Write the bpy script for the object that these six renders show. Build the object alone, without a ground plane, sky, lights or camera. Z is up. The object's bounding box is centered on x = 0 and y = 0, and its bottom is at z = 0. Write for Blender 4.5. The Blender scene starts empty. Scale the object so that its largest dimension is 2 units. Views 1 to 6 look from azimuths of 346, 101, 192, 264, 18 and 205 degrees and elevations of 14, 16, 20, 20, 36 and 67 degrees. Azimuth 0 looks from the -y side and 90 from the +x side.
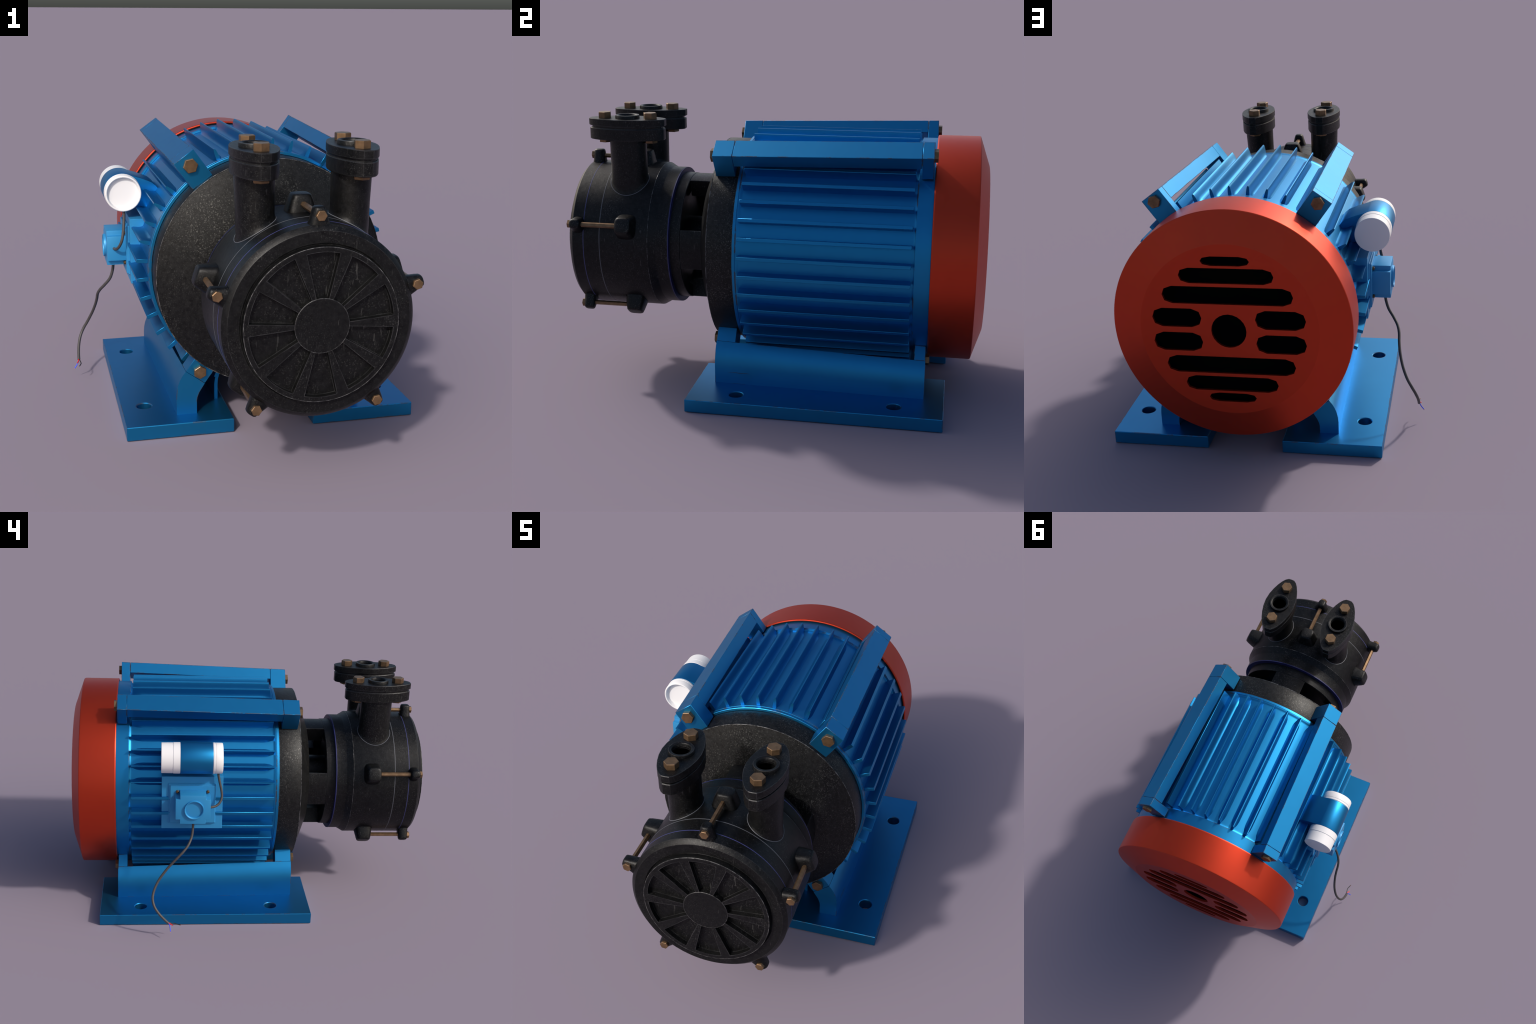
# Close-coupled electric water pump: blue finned motor on two feet, red fan cover,
# black cast-iron pump end with two vertical flanged ports.
# World frame: motor axis runs along y at (AX, AZ); pump end at -y, fan at +y.
import math
import bpy, bmesh
from mathutils import Matrix, Vector

AX, AZ = 0.0875, 0.681            # shaft axis
AXIS = Matrix.Translation((AX, 0, AZ))
C = bpy.context.scene.collection


# ------------------------------------------------------------------ materials
class Nodes:
    """Tiny helper around a material node tree."""

    def __init__(self, name):
        self.mat = bpy.data.materials.new(name)
        self.mat.use_nodes = True
        self.t = self.mat.node_tree
        self.bsdf = self.t.nodes["Principled BSDF"]
        self.coord = self.t.nodes.new("ShaderNodeTexCoord").outputs["Object"]

    def node(self, kind, **props):
        n = self.t.nodes.new(kind)
        for k, v in props.items():
            setattr(n, k, v)
        return n

    def link(self, a, b):
        self.t.links.new(a, b)

    def put(self, socket, v):
        if isinstance(v, bpy.types.NodeSocket):
            self.link(v, socket)
        else:
            socket.default_value = v

    def mapped(self, scale, loc=(0, 0, 0), rot=(0, 0, 0)):
        m = self.node("ShaderNodeMapping")
        self.link(self.coord, m.inputs["Vector"])
        m.inputs["Scale"].default_value = scale
        m.inputs["Location"].default_value = loc
        m.inputs["Rotation"].default_value = rot
        return m.outputs["Vector"]

    def noise(self, scale, detail=3.0, rough=0.55, vec=None, distortion=0.0):
        n = self.node("ShaderNodeTexNoise")
        self.link(vec or self.coord, n.inputs["Vector"])
        n.inputs["Scale"].default_value = scale
        n.inputs["Detail"].default_value = detail
        n.inputs["Roughness"].default_value = rough
        n.inputs["Distortion"].default_value = distortion
        return n.outputs["Fac"]

    def ramp(self, fac, lo, hi, a=0.0, b=1.0):
        r = self.node("ShaderNodeMapRange")
        self.put(r.inputs["Value"], fac)
        for k, v in (("From Min", lo), ("From Max", hi), ("To Min", a), ("To Max", b)):
            r.inputs[k].default_value = v
        return r.outputs["Result"]

    def math(self, op, a, b=0.0):
        m = self.node("ShaderNodeMath", operation=op)
        self.put(m.inputs[0], a)
        self.put(m.inputs[1], b)
        return m.outputs[0]

    def mix(self, fac, a, b):
        m = self.node("ShaderNodeMix", data_type="RGBA")
        self.put(m.inputs[0], fac)
        for s, v in ((m.inputs[6], a), (m.inputs[7], b)):
            self.put(s, v if isinstance(v, bpy.types.NodeSocket) else (*v, 1))
        return m.outputs[2]

    def edge(self, radius):
        """0 on flats, rising on edges (rounded normal against the plain one)."""
        b = self.node("ShaderNodeBevel", samples=6)
        b.inputs["Radius"].default_value = radius
        g = self.node("ShaderNodeNewGeometry")
        d = self.node("ShaderNodeVectorMath", operation="DOT_PRODUCT")
        self.link(b.outputs["Normal"], d.inputs[0])
        self.link(g.outputs["Normal"], d.inputs[1])
        return self.math("SUBTRACT", 1.0, d.outputs["Value"])

    def bump(self, height, strength, distance):
        b = self.node("ShaderNodeBump")
        self.link(height, b.inputs["Height"])
        b.inputs["Strength"].default_value = strength
        b.inputs["Distance"].default_value = distance
        self.link(b.outputs["Normal"], self.bsdf.inputs["Normal"])

    def set(self, **kw):
        for k, v in kw.items():
            s = self.bsdf.inputs[k.replace("_", " ")]
            if isinstance(v, tuple) and len(v) == 3:
                v = (*v, 1)
            self.put(s, v)
        return self.mat


def srgb(r, g, b):
    f = lambda c: c / 12.92 if c <= 0.04045 else ((c + 0.055) / 1.055) ** 2.4
    return tuple(f(c / 255) for c in (r, g, b))


def paint(name, colour, metallic, rough, chip_amount=0.0, chip=(0.05, 0.035, 0.025)):
    """Sprayed enamel: faint mottling, and brown-black chips along the edges."""
    m = Nodes(name)
    mott = m.noise(7.0, 4)
    col = m.mix(m.ramp(mott, 0.3, 0.7), tuple(c * 0.98 for c in colour), tuple(min(1, c * 1.02) for c in colour))
    met = metallic
    if chip_amount:
        e = m.ramp(m.edge(0.005), 0.01, 0.03)
        where = m.ramp(m.noise(9.0, 5, 0.7), 0.62 - chip_amount, 0.66 - chip_amount)
        mask = m.math("MULTIPLY", e, where)
        col = m.mix(mask, col, chip)
        met = m.ramp(mask, 0, 1, metallic, 0.1)
    r = m.ramp(m.noise(30.0, 4), 0.3, 0.7, rough - 0.008, rough + 0.012)
    return m.set(Base_Color=col, Metallic=met, Roughness=r)


def cast_iron(name, dark, light, spec_amount=0.36):
    """Black-painted casting: fine grain, pale specks, hair scratches, worn edges."""
    m = Nodes(name)
    grain = m.noise(55.0, 6, 0.7)
    col = m.mix(m.ramp(grain, 0.35, 0.7), dark, light)
    # pale specks gathered in patches
    patch = m.ramp(m.noise(5.0, 3), 0.42, 0.65, 0.15, 1.0)
    speck = m.math("MULTIPLY", m.ramp(m.noise(170.0, 3, 0.65), 0.56, 0.68), patch)
    col = m.mix(m.math("MULTIPLY", speck, spec_amount), col, (0.15, 0.15, 0.14))
    # thin upright scratches
    sv = m.mapped((110.0, 110.0, 16.0), rot=(0.25, 0.2, 0))
    scr = m.math("MULTIPLY", m.ramp(m.noise(1.0, 2, 0.5, sv), 0.67, 0.71), m.ramp(m.noise(4.0, 2), 0.48, 0.60))
    col = m.mix(m.math("MULTIPLY", scr, 0.22), col, (0.2, 0.2, 0.19))
    e = m.ramp(m.edge(0.0045), 0.01, 0.06)
    wear = m.math("MULTIPLY", e, m.ramp(m.noise(14.0, 4, 0.7), 0.40, 0.6, 0.3, 1.0))
    col = m.mix(m.math("MULTIPLY", wear, 0.38), col, (0.18, 0.18, 0.19))
    m.bump(grain, 0.25, 0.003)
    return m.set(Base_Color=col, Metallic=0.5, Roughness=m.ramp(grain, 0.3, 0.7, 0.38, 0.50), Specular_IOR_Level=0.4)


def plain(name, colour, rough=0.5, metallic=0.0, grain=0.0):
    m = Nodes(name)
    col = m.mix(m.ramp(m.noise(40.0, 4), 0.3, 0.7), tuple(c * (1 - grain) for c in colour), tuple(min(1, c * (1 + grain)) for c in colour))
    return m.set(Base_Color=col, Roughness=rough, Metallic=metallic)


BLUE = paint("blue_metallic_paint", srgb(34, 128, 182), 0.92, 0.40, 0.10)
BLUE_FIN = paint("blue_metallic_paint_smooth", srgb(34, 128, 182), 0.92, 0.40, 0.0)
BLUE_BOX = paint("blue_plain_paint", srgb(46, 138, 192), 0.2, 0.45, 0.0)
RED = paint("red_metallic_paint", srgb(193, 60, 36), 0.85, 0.40, 0.0)
IRON = cast_iron("black_cast_iron", (0.0030, 0.0031, 0.0035), (0.0115, 0.0118, 0.0128))
IRON_FLANGE = cast_iron("black_cast_iron_dusty", (0.0045, 0.0047, 0.0050), (0.017, 0.0176, 0.0184), 0.75)
BRASS = plain("bronze_bolt", srgb(120, 95, 70), 0.42, 0.7, 0.25)
SCREW = plain("tarnished_screw", srgb(92, 70, 44), 0.5, 0.5, 0.3)
NAVY = plain("navy_blue_gasket", srgb(34, 38, 92), 0.5)
SEAM_PALE = plain("pale_worn_seam", srgb(88, 91, 98), 0.5)
SEAM_BLUE = plain("blue_worn_seam", srgb(62, 66, 122), 0.5)
CHIP = plain("chipped_paint", (0.03, 0.022, 0.016), 0.6)
WHITE = plain("white_plastic", srgb(232, 230, 230), 0.4)
RUBBER = plain("black_rubber", srgb(66, 62, 62), 0.5)
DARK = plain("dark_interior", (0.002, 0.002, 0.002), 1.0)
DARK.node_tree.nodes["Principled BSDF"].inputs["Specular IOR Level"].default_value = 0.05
WIRE_RED = plain("red_wire", srgb(225, 25, 30), 0.45)
WIRE_BLUE = plain("blue_wire", srgb(45, 80, 230), 0.45)
WIRE_BLACK = plain("black_wire", srgb(30, 30, 30), 0.5)
COPPER = plain("bare_copper", srgb(180, 110, 80), 0.4, 0.6)


def worn_edge_material():
    """Paint rubbed through along an edge: pale metal broken by remains of black."""
    m = Nodes("worn_black_edge")
    k = m.ramp(m.noise(38.0, 5, 0.75), 0.44, 0.66)
    return m.set(Base_Color=m.mix(k, (0.012, 0.012, 0.013), (0.26, 0.26, 0.26)), Metallic=0.4, Roughness=0.42)


WORN = worn_edge_material()


# ------------------------------------------------------------------ mesh helpers
def new_object(name, mesh, parent, matrix=None, mats=()):
    o = bpy.data.objects.new(name, mesh)
    C.objects.link(o)
    if matrix is not None:
        o.matrix_basis = matrix
    if parent is not None:
        o.parent = parent
        o.matrix_parent_inverse = parent.matrix_basis.inverted()
    for m in mats:
        if m.name not in [x.name for x in o.data.materials if x]:
            o.data.materials.append(m)
    return o


def finish(mesh, angle=35):
    mesh.validate()
    bm = bmesh.new()
    bm.from_mesh(mesh)
    bmesh.ops.remove_doubles(bm, verts=bm.verts, dist=1e-6)
    bmesh.ops.recalc_face_normals(bm, faces=bm.faces)
    bm.to_mesh(mesh)
    bm.free()
    for p in mesh.polygons:
        p.use_smooth = True
    mesh.set_sharp_from_angle(angle=math.radians(angle))


def build(name, verts, faces, mat, parent, matrix=None, bevel=0.0, seg=2, angle=35, bevel_angle=30):
    me = bpy.data.meshes.new(name)
    me.from_pydata([tuple(v) for v in verts], [], faces)
    me.update()
    if bevel:
        bm = bmesh.new()
        bm.from_mesh(me)
        bmesh.ops.recalc_face_normals(bm, faces=bm.faces)
        es = [e for e in bm.edges if len(e.link_faces) == 2 and e.calc_face_angle(0) > math.radians(bevel_angle)]
        bmesh.ops.bevel(bm, geom=es, offset=bevel, segments=seg, profile=0.6, affect="EDGES", clamp_overlap=True)
        bm.to_mesh(me)
        bm.free()
    finish(me, angle)
    return new_object(name, me, parent, matrix, (mat,))


def loft(rings, cap=True):
    """Skin between closed rings that all have the same number of points."""
    n = len(rings[0])
    vs = [p for r in rings for p in r]
    fs = []
    for i in range(len(rings) - 1):
        for j in range(n):
            k = (j + 1) % n
            fs.append((i * n + j, i * n + k, (i + 1) * n + k, (i + 1) * n + j))
    if cap:
        fs.append(tuple(range(n - 1, -1, -1)))
        b = (len(rings) - 1) * n
        fs.append(tuple(range(b, b + n)))
    return vs, fs


def box(x0, x1, y0, y1, z0, z1):
    ring = lambda z: [(x0, y0, z), (x1, y0, z), (x1, y1, z), (x0, y1, z)]
    return loft([ring(z0), ring(z1)])


def circle_y(r, y, n):
    return [(r * math.sin(2 * math.pi * i / n), y, r * math.cos(2 * math.pi * i / n)) for i in range(n)]


def revolve(profile, n=128):
    """Profile of (y, r) pairs turned about the local y axis; r = 0 closes an end."""
    vs, fs, rows = [], [], []
    for y, r in profile:
        if r <= 0:
            rows.append([len(vs)])
            vs.append((0, y, 0))
        else:
            rows.append(list(range(len(vs), len(vs) + n)))
            vs += circle_y(r, y, n)
    for a, b in zip(rows, rows[1:]):
        for j in range(n):
            k = (j + 1) % n
            if len(a) == 1 and len(b) == 1:
                continue
            if len(a) == 1:
                fs.append((a[0], b[k], b[j]))
            elif len(b) == 1:
                fs.append((a[j], a[k], b[0]))
            else:
                fs.append((a[j], a[k], b[k], b[j]))
    return vs, fs


def turned_ring(profile, n=128):
    """Closed (y, r) section turned about the axis: a hollow ring."""
    return revolve(list(profile) + [profile[0]], n)


def hexagon(R, turn=0.0):
    return [(R * math.cos(math.radians(60 * i + turn)), R * math.sin(math.radians(60 * i + turn))) for i in range(6)]


def hex_prism_y(R, y0, y1, cx=0, cz=0, turn=0.0, chamfer=0.0):
    """Hexagonal bolt or rod along y; y0 is the outer (chamfered) end."""
    h = hexagon(R, turn)
    s = 1 if y1 > y0 else -1
    rings = []
    if chamfer:
        rings.append([(cx + a * (1 - chamfer / R), y0, cz + b * (1 - chamfer / R)) for a, b in h])
        rings.append([(cx + a, y0 + s * chamfer * 0.6, cz + b) for a, b in h])
    else:
        rings.append([(cx + a, y0, cz + b) for a, b in h])
    rings.append([(cx + a, y1, cz + b) for a, b in h])
    return loft(rings)


def merge(*parts):
    vs, fs = [], []
    for v, f in parts:
        o = len(vs)
        vs += list(v)
        fs += [tuple(i + o for i in q) for q in f]
    return vs, fs


def cut(obj, cutters, angle=35, bevel=0.0):
    """Subtract the cutter meshes (world placed like obj), then bake the result."""
    helpers = []
    for i, (vs, fs) in enumerate(cutters):
        me = bpy.data.meshes.new("cutter")
        me.from_pydata(vs, [], fs)
        finish(me)
        h = bpy.data.objects.new("cutter", me)
        C.objects.link(h)
        h.matrix_basis = obj.matrix_basis
        me.materials.append(obj.data.materials[0])
        helpers.append(h)
        md = obj.modifiers.new("cut", "BOOLEAN")
        md.operation, md.solver, md.object = "DIFFERENCE", "EXACT", h
    if bevel:
        md = obj.modifiers.new("bevel", "BEVEL")
        md.width, md.segments, md.limit_method, md.angle_limit = bevel, 1, "ANGLE", math.radians(40)
    bpy.context.view_layer.update()
    dg = bpy.context.evaluated_depsgraph_get()
    me = bpy.data.meshes.new_from_object(obj.evaluated_get(dg))
    obj.modifiers.clear()
    old = obj.data
    obj.data = me
    bpy.data.meshes.remove(old)
    for h in helpers:
        hm = h.data
        bpy.data.objects.remove(h)
        bpy.data.meshes.remove(hm)
    me.name = obj.name
    for p in me.polygons:
        p.use_smooth = True
    me.set_sharp_from_angle(angle=math.radians(angle))


def turn_y(deg):
    return AXIS @ Matrix.Rotation(math.radians(deg), 4, "Y")


def smooth_path(pts, per=8):
    """Catmull-Rom through the control points."""
    P = [Vector(p) for p in pts]
    P = [2 * P[0] - P[1]] + P + [2 * P[-1] - P[-2]]
    out = []
    for i in range(1, len(P) - 2):
        for k in range(per):
            t = k / per
            a, b, c, d = P[i - 1], P[i], P[i + 1], P[i + 2]
            out.append(0.5 * (2 * b + (c - a) * t + (2 * a - 5 * b + 4 * c - d) * t * t + (3 * b - a - 3 * c + d) * t ** 3))
    out.append(P[-2])
    return out


def tube(path, r, n=12, taper=None):
    rings, up = [], Vector((0.3, 0.9, 0.2))
    for i, p in enumerate(path):
        d = (path[min(i + 1, len(path) - 1)] - path[max(i - 1, 0)]).normalized()
        u = (up - d * up.dot(d)).normalized()
        v = d.cross(u)
        up = u
        rr = r if taper is None else r * taper(i / (len(path) - 1))
        rings.append([tuple(p + rr * (math.cos(2 * math.pi * k / n) * u + math.sin(2 * math.pi * k / n) * v)) for k in range(n)])
    return loft(rings)


# ------------------------------------------------------------------ the thing
root = bpy.data.objects.new("water_pump", None)
C.objects.link(root)
root.empty_display_size = 0.2
root["label"] = "blue finned electric motor with red fan cover and black pump end"
root["category"] = "water pump"

# ---- motor housing: barrel, front lip, rear band
housing = build("motor_housing", *revolve([
    (-0.130, 0.0), (-0.130, 0.490), (-0.1385, 0.4965), (-0.1380, 0.5070), (-0.1365, 0.5090), (-0.1235, 0.5105), (-0.1225, 0.5085),
    (-0.1205, 0.5085), (-0.1195, 0.5105), (-0.1145, 0.5105), (-0.110, 0.5090), (-0.106, 0.5080), (-0.100, 0.5080), (0.664, 0.5080), (0.672, 0.5080), (0.6785, 0.5090), (0.6815, 0.511), (0.6825, 0.5155), (0.6838, 0.516), (0.6845, 0.5205),
    (0.6855, 0.521), (0.690, 0.521), (0.774, 0.521), (0.776, 0.517), (0.776, 0.0)], 160), BLUE, root, AXIS, angle=25)

# ---- cooling fins: 40 of them, every 9 degrees
FIN_TIP, FIN_Y0, FIN_Y1 = 0.5585, -0.105, 0.671


def plain_fin():
    h0, h1 = 0.0095, 0.0082
    ring = lambda y: [(-h0, y, 0.495), (h0, y, 0.495), (h1, y, FIN_TIP), (-h1, y, FIN_TIP)]
    return loft([ring(FIN_Y0), ring(FIN_Y1)])


def filleted_fin():
    heights = [0.500, 0.5065, 0.5095, 0.514, 0.520, 0.530, 0.541, 0.550, 0.5545, FIN_TIP]
    bare = [0.0092, 0.0090, 0.0088, 0.0086, 0.0084, 0.0078, 0.0068, 0.0055, 0.0044, 0.0022]
    flare = [0.026, 0.0225, 0.0185, 0.0140, 0.0105, 0.0080, 0.0066, 0.0054, 0.0044, 0.0022]

    def ring(y, k):
        half = [b + (f - b) * k for b, f in zip(bare, flare)]
        return [(-w, y, h) for w, h in zip(half, heights)] + [(w, y, h) for w, h in reversed(list(zip(half, heights)))]

    stations = [(FIN_Y0, 0.0), (-0.098, 0.05), (-0.075, 0.75), (-0.055, 1.0), (0.615, 1.0), (0.640, 0.75), (0.662, 0.05), (FIN_Y1, 0.0)]
    return loft([ring(y, k) for y, k in stations])


fin_meshes = {}
for kind, (vs, fs), bev in (("plain", plain_fin(), 0.0012), ("filleted", filleted_fin(), 0.0)):
    o = build("cooling_fin", vs, fs, BLUE_FIN, None, None, bev, 1, 40)
    fin_meshes[kind] = o.data
    bpy.data.objects.remove(o)
for i in range(40):
    a = -175.5 + 9 * i
    kind = "filleted" if -77 < a < 23 else "plain"
    new_object("cooling_fin", fin_meshes[kind], housing, turn_y(a))

# ---- red fan cover: drum, shallow cone, flat grille with slots
cover = build("fan_cover", *revolve([
    (0.768, 0.5215), (0.7600, 0.5225), (0.7550, 0.5260), (0.7535, 0.5300), (0.7550, 0.5340), (0.7595, 0.5355), (0.945, 0.5355), (0.9495, 0.5350), (0.9525, 0.5330), (0.9985, 0.397),
    (0.9985, 0.0), (0.985, 0.0), (0.985, 0.388), (0.940, 0.524), (0.768, 0.5215)], 160), RED, root, AXIS)
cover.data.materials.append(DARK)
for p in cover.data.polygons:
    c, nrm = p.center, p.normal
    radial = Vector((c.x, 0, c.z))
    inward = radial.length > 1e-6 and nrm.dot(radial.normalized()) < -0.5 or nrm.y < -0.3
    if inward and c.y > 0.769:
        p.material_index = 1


def slot(cx, cz, half, hh, in_end=False):
    """Long vent slot with bevelled ends, cut right through the grille."""
    e = min(0.045, half * 0.45)
    pts = [(half, 0), (half - e * 0.22, hh * 0.68), (half - e, hh), (-half + e, hh), (-half + e * 0.22, hh * 0.68), (-half, 0)]
    pts += [(x, -z) for x, z in reversed(pts[1:-1])]
    ring = lambda y, g: [(cx + x + math.copysign(g, x), y, cz + z + math.copysign(g, z) * (abs(z) > 0)) for x, z in pts]
    return loft([ring(0.93, 0), ring(1.03, 0)])


slots = []
for s in (1, -1):
    slots += [slot(0, s * 0.3205, 0.107, 0.0212), slot(0, s * 0.2535, 0.208, 0.035), slot(0, s * 0.1635, 0.288, 0.0400)]
    for side in (1, -1):
        slots.append(slot(side * 0.2290, s * 0.0565, 0.1105, 0.0435))
hub_hole = loft([circle_y(0.078, 0.93, 24), circle_y(0.078, 1.03, 24)])
cut(cover, [merge(*slots, hub_hole)], angle=14, bevel=0.002)
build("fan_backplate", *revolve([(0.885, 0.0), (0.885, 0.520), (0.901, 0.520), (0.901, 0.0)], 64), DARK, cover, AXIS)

# ---- tie bars along the top, and feet below: same end blocks, splayed at 36 degrees
HALF_W = 0.0508
FRONT, REAR = -0.245, 0.748
SEAM_F, SEAM_R = -0.153, 0.6965


def lift(y):
    """Bars and feet rise away from the barrel towards the rear."""
    return 0.0295 * (y - FRONT) / (REAR - FRONT)


def tapered_box(y0, y1, r0, r1, bottom_lift=True):
    """Box in (tangent, y, radius) whose radii follow the slope of the bar."""
    ring = lambda y: [(-HALF_W, y, r0 + (lift(y) if bottom_lift else 0)), (HALF_W, y, r0 + (lift(y) if bottom_lift else 0)),
                      (HALF_W, y, r1 + lift(y)), (-HALF_W, y, r1 + lift(y))]
    return loft([ring(y0), ring(y1)])


def bolt_on(parent, matrix, y_face, direction, rad, R, thick, turn=0.0, name="hex_bolt"):
    vs, fs = hex_prism_y(R, y_face + direction * thick, y_face - direction * 0.004, 0, rad, turn, 0.0022)
    return build(name, vs, fs, BRASS, parent, matrix, 0, angle=25)


for ang in (-36, 36):
    M = turn_y(ang)
    bar = build("tie_bar", *tapered_box(SEAM_F + 0.0006, SEAM_R - 0.0006, 0.562, 0.6285), BLUE, root, M, 0.0015, 1)
    build("end_block", *tapered_box(FRONT, SEAM_F - 0.0006, 0.494, 0.6288), BLUE, bar, M, 0.0015, 1)
    build("end_block", *tapered_box(SEAM_R + 0.0006, REAR, 0.497, 0.6288), BLUE, bar, M, 0.0015, 1)
    bolt_on(bar, M, FRONT, -1, 0.583, 0.0315, 0.019, 24 if ang > 0 else 36)
    bolt_on(bar, M, REAR, 1, 0.595 + lift(REAR), 0.030, 0.017, 20)

# ---- feet
PLATE_IN, PLATE_OUT = 0.1775, 0.6405       # distance from the axis plane
bracket_out = [(0.4130, 0.060), (0.4130, 0.146), (0.4108, 0.171), (0.4055, 0.196), (0.3970, 0.219), (0.3855, 0.239)]
bracket_in = [(0.3245, 0.060), (0.3245, 0.118), (0.3215, 0.136), (0.3130, 0.158)]
SPLAY = (math.sin(math.radians(36)), -math.cos(math.radians(36)))


def seam_point(tang, rad):
    """Point on the lower seam of an end block: (distance from axis plane, height)."""
    s, c = math.sin(math.radians(36)), math.cos(math.radians(36))
    return (rad * s + tang * c, AZ - rad * c + tang * s)


for side in (-1, 1):
    X = lambda d: AX + side * d
    plate = build("foot_plate", *box(min(X(PLATE_IN), X(PLATE_OUT)), max(X(PLATE_IN), X(PLATE_OUT)), -0.338, 0.842, 0.0, 0.0608), BLUE, root)
    holes = []
    for hy in (-0.114, 0.618):
        hx = X(0.5395)
        holes.append(loft([[(hx + 0.0335 * math.cos(2 * math.pi * k / 32), hy + 0.0335 * math.sin(2 * math.pi * k / 32), z) for k in range(32)] for z in (-0.02, 0.08)]))
    cut(plate, [merge(*holes)], angle=20, bevel=0.003)

    def section(y):
        """Cross-section of the cast leg: straight shin bending in under the motor."""
        l = lift(y)
        dx, dz = l * SPLAY[0], l * SPLAY[1]
        pts = []
        for k, (d, z) in enumerate(bracket_out):
            w = 0 if k == 0 else 1
            pts.append((d + dx, z + dz * w))
        pts.append(tuple(seam_point(HALF_W, 0.5615 + l)))
        pts.append(tuple(seam_point(-HALF_W, 0.5615 + l)))
        for k, (d, z) in reversed(list(enumerate(bracket_in))):
            w = 0 if k == 0 else 1
            pts.append((d + dx, z + dz * w))
        return [(X(d), y, z) for d, z in pts]

    leg = build("foot_bracket", *loft([section(FRONT), section(REAR)]), BLUE, plate, None, 0, angle=24)
    M = turn_y(side * 144)
    build("end_block", *tapered_box(FRONT + 0.0008, SEAM_F, 0.490, 0.5608), BLUE, plate, M, 0.0012, 1)
    build("end_block", *tapered_box(SEAM_R, REAR - 0.0008, 0.490, 0.5608), BLUE, plate, M, 0.0012, 1)
    bolt_on(plate, M, FRONT, -1, 0.5285, 0.0290, 0.019, 6)
    bolt_on(plate, M, REAR, 1, 0.538 + lift(REAR), 0.0275, 0.017, 6)
    if side > 0:   # one long scratch through the paint, outer face of this leg
        line = [Vector((X(0.4130 + lift(y) * SPLAY[0]) - 0.0004, y, 0.1168 - 0.008 * (y + 0.18))) for y in (-0.180, -0.150, -0.118, -0.092, -0.074)]
        build("paint_scratch", *tube(line, 0.0016, 6, lambda t: 0.35 + 0.65 * math.sin(math.pi * t)), CHIP, leg, None, 0, angle=60)
    # thin inner web under the barrel
    web = [(0.2195, 0.060), (0.2195, 0.135), (0.2155, 0.163), (0.2085, 0.190), (0.196, 0.225), (0.181, 0.225), (0.1955, 0.181), (0.2025, 0.158), (0.2045, 0.135), (0.2045, 0.060)]
    build("foot_web", *loft([[(X(d), y, z) for d, z in web] for y in (-0.104, 0.668)]), BLUE_FIN, plate, None, 0, angle=30)

# ---- black drive-end flange with lantern spokes
flange = build("drive_flange", *revolve([
    (-0.137, 0.0), (-0.137, 0.4905), (-0.140, 0.4945), (-0.256, 0.4950), (-0.2605, 0.4925), (-0.2620, 0.4880), (-0.332, 0.3135), (-0.338, 0.250), (-0.338, 0.0)], 128),
    IRON_FLANGE, root, AXIS)


def sector(a0, a1, r0, r1, y0, y1, n=10):
    pts = [(r1, a0 + (a1 - a0) * k / n) for k in range(n + 1)] + [(r0, a1 + (a0 - a1) * k / n) for k in range(n + 1)]
    ring = lambda y: [(r * math.sin(math.radians(a)), y, r * math.cos(math.radians(a))) for r, a in pts]
    return loft([ring(y0), ring(y1)])


for a in (0, 90, 180, 270):
    build("lantern_spoke", *sector(a - 18, a + 18, 0.225, 0.3125, -0.436, -0.320), IRON, flange, AXIS, 0.002, 1)
build("lantern_core", *revolve([(-0.50, 0.0), (-0.50, 0.095), (-0.33, 0.095), (-0.33, 0.0)], 64), IRON, flange, AXIS)

# ---- pump casing, middle ring, front cover
casing = build("pump_casing", *revolve([
    (-0.8205, 0.0), (-0.8205, 0.3605), (-0.819, 0.3620), (-0.584, 0.3620), (-0.5805, 0.3605), (-0.5490, 0.3420), (-0.545, 0.3405), (-0.4905, 0.3405), (-0.4885, 0.3385),
    (-0.4885, 0.3200), (-0.485, 0.3165), (-0.437, 0.3145), (-0.434, 0.3115), (-0.434, 0.255), (-0.470, 0.250), (-0.470, 0.0)], 128), IRON, root, AXIS)
build("casing_gasket", *turned_ring([(-0.4895, 0.3160), (-0.4895, 0.3402), (-0.4850, 0.3402), (-0.4850, 0.3160)], 128), NAVY, casing, AXIS)
ring_mid = build("casing_ring", *turned_ring([(-0.902, 0.200), (-0.902, 0.3605), (-0.9005, 0.3620), (-0.8225, 0.3620), (-0.821, 0.3605), (-0.821, 0.200)], 128), IRON, root, AXIS)
build("seam_line", *turned_ring([(-0.8222, 0.350), (-0.8222, 0.3626), (-0.8198, 0.3626), (-0.8198, 0.350)], 128), SEAM_PALE, casing, AXIS)
build("seam_line", *turned_ring([(-0.9030, 0.350), (-0.9030, 0.3626), (-0.9008, 0.3626), (-0.9008, 0.350)], 128), SEAM_BLUE, ring_mid, AXIS)
front = build("front_cover", *revolve([
    (-0.9025, 0.0), (-0.9025, 0.3605), (-0.904, 0.3620), (-0.9565, 0.3618), (-0.9580, 0.3608), (-0.9742, 0.3440), (-0.9750, 0.3425), (-0.9755, 0.3000), (-0.974, 0.2970),
    (-0.969, 0.2955), (-0.967, 0.2935), (-0.969, 0.2915), (-0.9965, 0.2905), (-0.9985, 0.2885), (-0.9985, 0.0)], 128), IRON, root, AXIS, angle=22)
cut(front, [merge(*[sector(36 * k - 13.2, 36 * k + 13.2, 0.100, 0.2710, -1.02, -0.9735) for k in range(10)])], angle=22)
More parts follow.
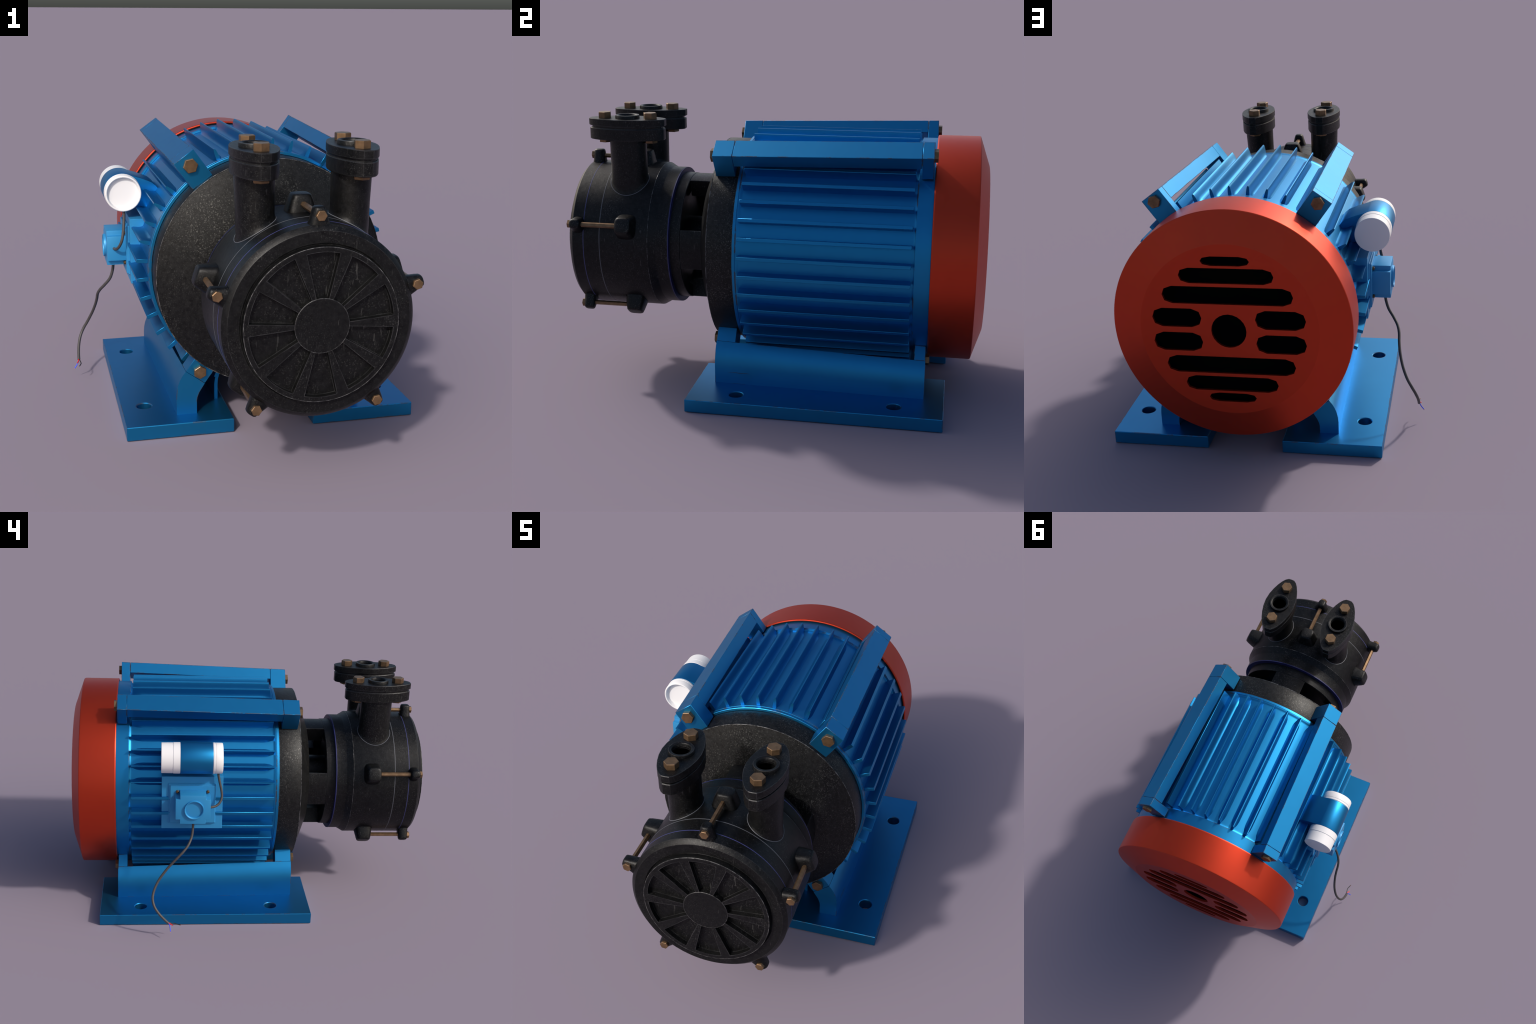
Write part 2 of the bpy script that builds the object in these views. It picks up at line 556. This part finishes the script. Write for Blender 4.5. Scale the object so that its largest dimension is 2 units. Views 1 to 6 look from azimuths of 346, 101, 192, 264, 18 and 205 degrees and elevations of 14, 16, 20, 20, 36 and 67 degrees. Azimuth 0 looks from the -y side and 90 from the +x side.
build("cover_hub", *revolve([(-0.97, 0.0), (-0.97, 0.1030), (-0.9985, 0.1030), (-1.0, 0.1012), (-1.0, 0.0)], 64), IRON, front, AXIS)



# paint worn off the edges that stand proud
for parent, y, r, t in ((flange, -0.2612, 0.4930, 0.0016), (front, -0.9975, 0.2892, 0.0012), (front, -0.9990, 0.1021, 0.0008), (casing, -0.5822, 0.3606, 0.0012)):
    ring = turned_ring([(y + t * math.cos(math.radians(60 * k)), r + t * math.sin(math.radians(60 * k))) for k in range(6)], 128)
    build("worn_edge", *ring, WORN, parent, AXIS, 0, angle=70)


# ---- clamp bolts: small lug on the cover, big lug on the casing, hex rod between
def lug(y_mid, ly, wt, base_ly, base_wt, top, n=28, power=3.6, flare=1.3):
    """Flared lug growing radially (local +z) out of the casing."""
    h = top - 0.362
    levels = [(0.345, 1.0, 0), (0.362, 1.0, 0)] + [(0.362 + h * f, (1 - f) ** flare, 0) for f in (0.12, 0.3, 0.5, 0.7)]
    levels += [(top - 0.012, 0.0, 0), (top - 0.006, 0.0, 0.0015), (top - 0.0018, 0.0, 0.006), (top, 0.0, 0.013)]
    rings = []
    for z, k, inset in levels:
        a = (ly + (base_ly - ly) * k) / 2 - inset
        b = (wt + (base_wt - wt) * k) / 2 - inset
        ring = []
        for i in range(n):
            t = 2 * math.pi * i / n
            c, s = math.cos(t), math.sin(t)
            x = b * math.copysign(abs(s) ** (2 / power), s)
            y = a * math.copysign(abs(c) ** (2 / power), c)
            zz = z
            if z < 0.375:
                zz = z - (0.362 - math.sqrt(max(0, 0.362 ** 2 - x * x)))
            ring.append((x, y_mid + y, zz))
        rings.append(ring)
    return loft(rings)


for a in (0, 72, 144, -144, -72):
    M = turn_y(a)
    big = build("casing_lug", *lug(-0.6900, 0.078, 0.080, 0.100, 0.120, 0.4275), IRON, casing, M, 0, angle=50)
    small = build("cover_lug", *lug(-0.9290, 0.053, 0.047, 0.062, 0.080, 0.4240, power=2.8, flare=1.5), IRON, front, M, 0, angle=50)
    build("tie_rod", *hex_prism_y(0.0118, -0.915, -0.710, 0, 0.3905, 0), BRASS, casing, M, 0, angle=25)
    bolt_on(front, M, -0.9535, -1, 0.3935, 0.0205, 0.0145, 30 if a else 0)

# ---- suction and delivery ports
lens = [(0.0, 0.188), (0.018, 0.1865), (0.034, 0.174), (0.049, 0.1525), (0.063, 0.124), (0.076, 0.087), (0.086, 0.046), (0.090, 0.0)]
lens = lens + [(x, -y) for x, y in reversed(lens[:-1])]
lens = lens + [(-x, y) for x, y in reversed(lens[1:-1])]


def lens_stack(levels, cx, cy):
    return loft([[(cx + x * s, cy + y * s, z) for x, y in lens] for z, s in levels])


PORT_Y = -0.7115
for px in (AX - 0.1855, AX + 0.1925):
    # neck: oval tube that ends on the round casing with a small fillet
    rings = []
    N = 48
    lean = math.copysign(0.0055, AX - px)
    for z, g, grow in ((1.20, 0, 0), (1.08, 0, 0), (None, 0.050, 0), (None, 0.022, 0.0), (None, 0.009, 0.002), (None, 0.002, 0.006), (None, -0.02, 0.010)):
        ring = []
        for k in range(N):
            t = 2 * math.pi * k / N
            drop = (1.20 - (z or 0.985 + g)) / 0.215
            x = px + lean * drop + (0.0770 - 0.0055 * drop + grow) * math.cos(t)
            y = PORT_Y + (0.0885 + grow) * math.sin(t)
            surf = AZ + math.sqrt(max(0.0, 0.3605 ** 2 - (x - AX) ** 2))
            ring.append((x, y, z if z else surf + g))
        rings.append(ring)
    neck = build("port_neck", *loft(rings), IRON, casing, None, 0, angle=40)
    foot = [Vector(v) for v in rings[-2]]
    foot.append(foot[0])
    build("fillet_highlight_line", *tube(foot, 0.0019, 6), SEAM_PALE, neck, None, 0, angle=60)  # pale tube modelled to draw the highlight along the fillet edge
    bore = loft([[(px + 0.0405 * math.cos(2 * math.pi * k / 32), PORT_Y + 0.0405 * math.sin(2 * math.pi * k / 32), z) for k in range(32)] for z in (0.85, 1.40)])
    cavity = loft([[(px + 0.060 * math.cos(2 * math.pi * k / 32), PORT_Y + 0.070 * math.sin(2 * math.pi * k / 32), z) for k in range(32)] for z in (0.85, 1.2805)])
    cut(neck, [cavity], angle=40)
    low = build("port_flange", *lens_stack([(1.1915, 0.965), (1.1945, 0.98), (1.2440, 0.98), (1.2470, 0.965), (1.2475, 0.92), (1.2560, 0.92), (1.2565, 0.975), (1.2590, 1.0), (1.2885, 1.0), (1.2905, 0.990)], px, PORT_Y), IRON, casing, None, 0, angle=24)
    cut(low, [cavity, bore], angle=24)
    circ = lambda r, z: [(px + r * math.cos(2 * math.pi * k / 40), PORT_Y + r * math.sin(2 * math.pi * k / 40), z) for k in range(40)]
    lip = build("port_lip", *loft([circ(0.0585, 1.285), circ(0.0575, 1.302), circ(0.0555, 1.3065), circ(0.0450, 1.3065), circ(0.0415, 1.303), circ(0.0410, 1.282), circ(0.0585, 1.282)], cap=False), IRON, low, None, 0, angle=50)
    for s in (-1, 1):
        h = hexagon(0.0325, 30 if s > 0 else 18)
        y = PORT_Y + s * 0.1130
        top = loft([[(px + a, y + b, 1.285) for a, b in h], [(px + a, y + b, 1.3165) for a, b in h], [(px + a * 0.93, y + b * 0.93, 1.3188) for a, b in h]])
        build("hex_bolt", *top, BRASS, low, None, 0, angle=25)
        nut = loft([[(px + a * 0.92, y + b * 0.92, 1.1745) for a, b in h], [(px + a, y + b, 1.1765) for a, b in h], [(px + a, y + b, 1.195) for a, b in h]])
        build("hex_nut", *nut, BRASS, low, None, 0, angle=25)

# ---- terminal box on the -x side
pad = build("terminal_box", *box(-0.463, -0.385, 0.176, 0.507, 0.546, 0.849), BLUE_BOX, root, None, 0.0015, 1)
build("box_gasket", *box(-0.4695, -0.455, 0.2135, 0.4705, 0.580, 0.8105), BLUE_BOX, pad, None, 0.002, 1)
build("box_base", *box(-0.4775, -0.460, 0.2175, 0.4615, 0.585, 0.803), BLUE_BOX, pad, None, 0.002, 1)
plus = [(0.2455, 0.6405), (0.2705, 0.6405), (0.2705, 0.615), (0.4095, 0.615), (0.4095, 0.6405), (0.4335, 0.6405), (0.4335, 0.7565), (0.4095, 0.7565), (0.4095, 0.779), (0.2705, 0.779), (0.2705, 0.7565), (0.2455, 0.7565)]
build("box_lid", *loft([[(x, y, z) for y, z in plus] for x in (-0.470, -0.5625)]), BLUE_BOX, pad, None, 0.004, 2, 20)
ringy = lambda r, x: [(x, 0.334 + r * math.cos(2 * math.pi * k / 40), 0.6985 + r * math.sin(2 * math.pi * k / 40)) for k in range(40)]
build("lid_ring", *loft([ringy(0.053, -0.555), ringy(0.053, -0.570), ringy(0.0515, -0.5735), ringy(0.0485, -0.5735), ringy(0.0455, -0.571), ringy(0.0445, -0.5635), ringy(0.0445, -0.555)], cap=False), BLUE_BOX, pad, None, 0, angle=50)
for sy in (0.2585, 0.4225):
    for sz in (0.628, 0.769):
        R = 0.0085
        head = loft([[(x, sy + r * math.cos(2 * math.pi * k / 16), sz + r * math.sin(2 * math.pi * k / 16)) for k in range(16)] for x, r in ((-0.474, R), (-0.485, R), (-0.4875, R * 0.7))])
        build("lid_screw", *head, SCREW, pad, None, 0, angle=40)

# ---- capacitor: white can in a blue saddle clamp
CX, CZ, CR = -0.4870, 0.9650, 0.0845
CM = Matrix.Translation((CX, 0, CZ))
can = build("capacitor", *revolve([
    (0.511, 0.0), (0.511, 0.0795), (0.5095, 0.0812), (0.4510, 0.0820), (0.4500, 0.0806), (0.4485, 0.0806), (0.4475, 0.0832), (0.4130, 0.0838), (0.4110, 0.0815), (0.2370, 0.0815), (0.2355, 0.0838),
    (0.2250, 0.0834), (0.2242, 0.0815), (0.2228, 0.0815), (0.2220, 0.0830), (0.1895, 0.0822), (0.1860, 0.0800), (0.1850, 0.0765), (0.1865, 0.0740), (0.2000, 0.0715), (0.2050, 0.0680), (0.2060, 0.0)], 48), WHITE, root, CM)
# clamp: round sleeve whose inner side widens into a saddle on the barrel
saddle = []
for k in range(40):
    t = math.radians(62 + 206 * k / 39)
    saddle.append((CX + CR * math.cos(t), CZ + CR * math.sin(t)))
saddle += [(-0.440, 0.893), (-0.405, 0.893), (-0.360, 0.885), (-0.318, 0.930), (-0.318, 0.970), (-0.334, 0.990), (-0.352, 1.005), (-0.398, 1.024)]
build("capacitor_clamp", *loft([[(x, y, z) for x, z in saddle] for y in (0.2385, 0.4105)]), BLUE_FIN, can, None, 0.003, 2, 40)

# ---- cables
short = smooth_path([(-0.486, 0.2065, 0.889), (-0.485, 0.204, 0.865), (-0.488, 0.196, 0.825), (-0.493, 0.187, 0.785), (-0.500, 0.184, 0.750), (-0.511, 0.193, 0.722), (-0.522, 0.214, 0.705), (-0.530, 0.240, 0.700), (-0.532, 0.262, 0.700)])
build("capacitor_cable", *tube(short, 0.0068), RUBBER, root, None, 0, angle=60)
run = [(-0.530, 0.3375, 0.635), (-0.531, 0.337, 0.585), (-0.545, 0.343, 0.535), (-0.571, 0.361, 0.497), (-0.591, 0.386, 0.468), (-0.601, 0.413, 0.441), (-0.604, 0.445, 0.405), (-0.609, 0.474, 0.372),
       (-0.619, 0.505, 0.332), (-0.631, 0.527, 0.298), (-0.649, 0.545, 0.258), (-0.669, 0.551, 0.222), (-0.686, 0.541, 0.184), (-0.696, 0.516, 0.146), (-0.700, 0.486, 0.112), (-0.7005, 0.466, 0.092)]
cable = build("power_cable", *tube(smooth_path(run), 0.0069), RUBBER, root, None, 0, angle=60)
for name, mat, pts in (
        ("red_wire", WIRE_RED, [(-0.7000, 0.472, 0.097), (-0.7025, 0.459, 0.0905), (-0.7065, 0.449, 0.086), (-0.7095, 0.442, 0.083)]),
        ("blue_wire", WIRE_BLUE, [(-0.7000, 0.470, 0.095), (-0.7035, 0.460, 0.085), (-0.7120, 0.456, 0.068), (-0.7230, 0.4535, 0.052)]),
        ("black_wire", WIRE_BLACK, [(-0.6995, 0.470, 0.096), (-0.6955, 0.450, 0.0885), (-0.6925, 0.432, 0.0845), (-0.6960, 0.418, 0.082), (-0.7025, 0.401, 0.0805)])):
    w = build(name, *tube(smooth_path(pts), 0.0024, 8), mat, cable, None, 0, angle=60)
    a, b = Vector(pts[-2]), Vector(pts[-1])
    d = (b - a).normalized()
    build("wire_end", *tube([b - d * 0.002, b + d * 0.004], 0.0013, 8), COPPER, cable, None, 0, angle=60)
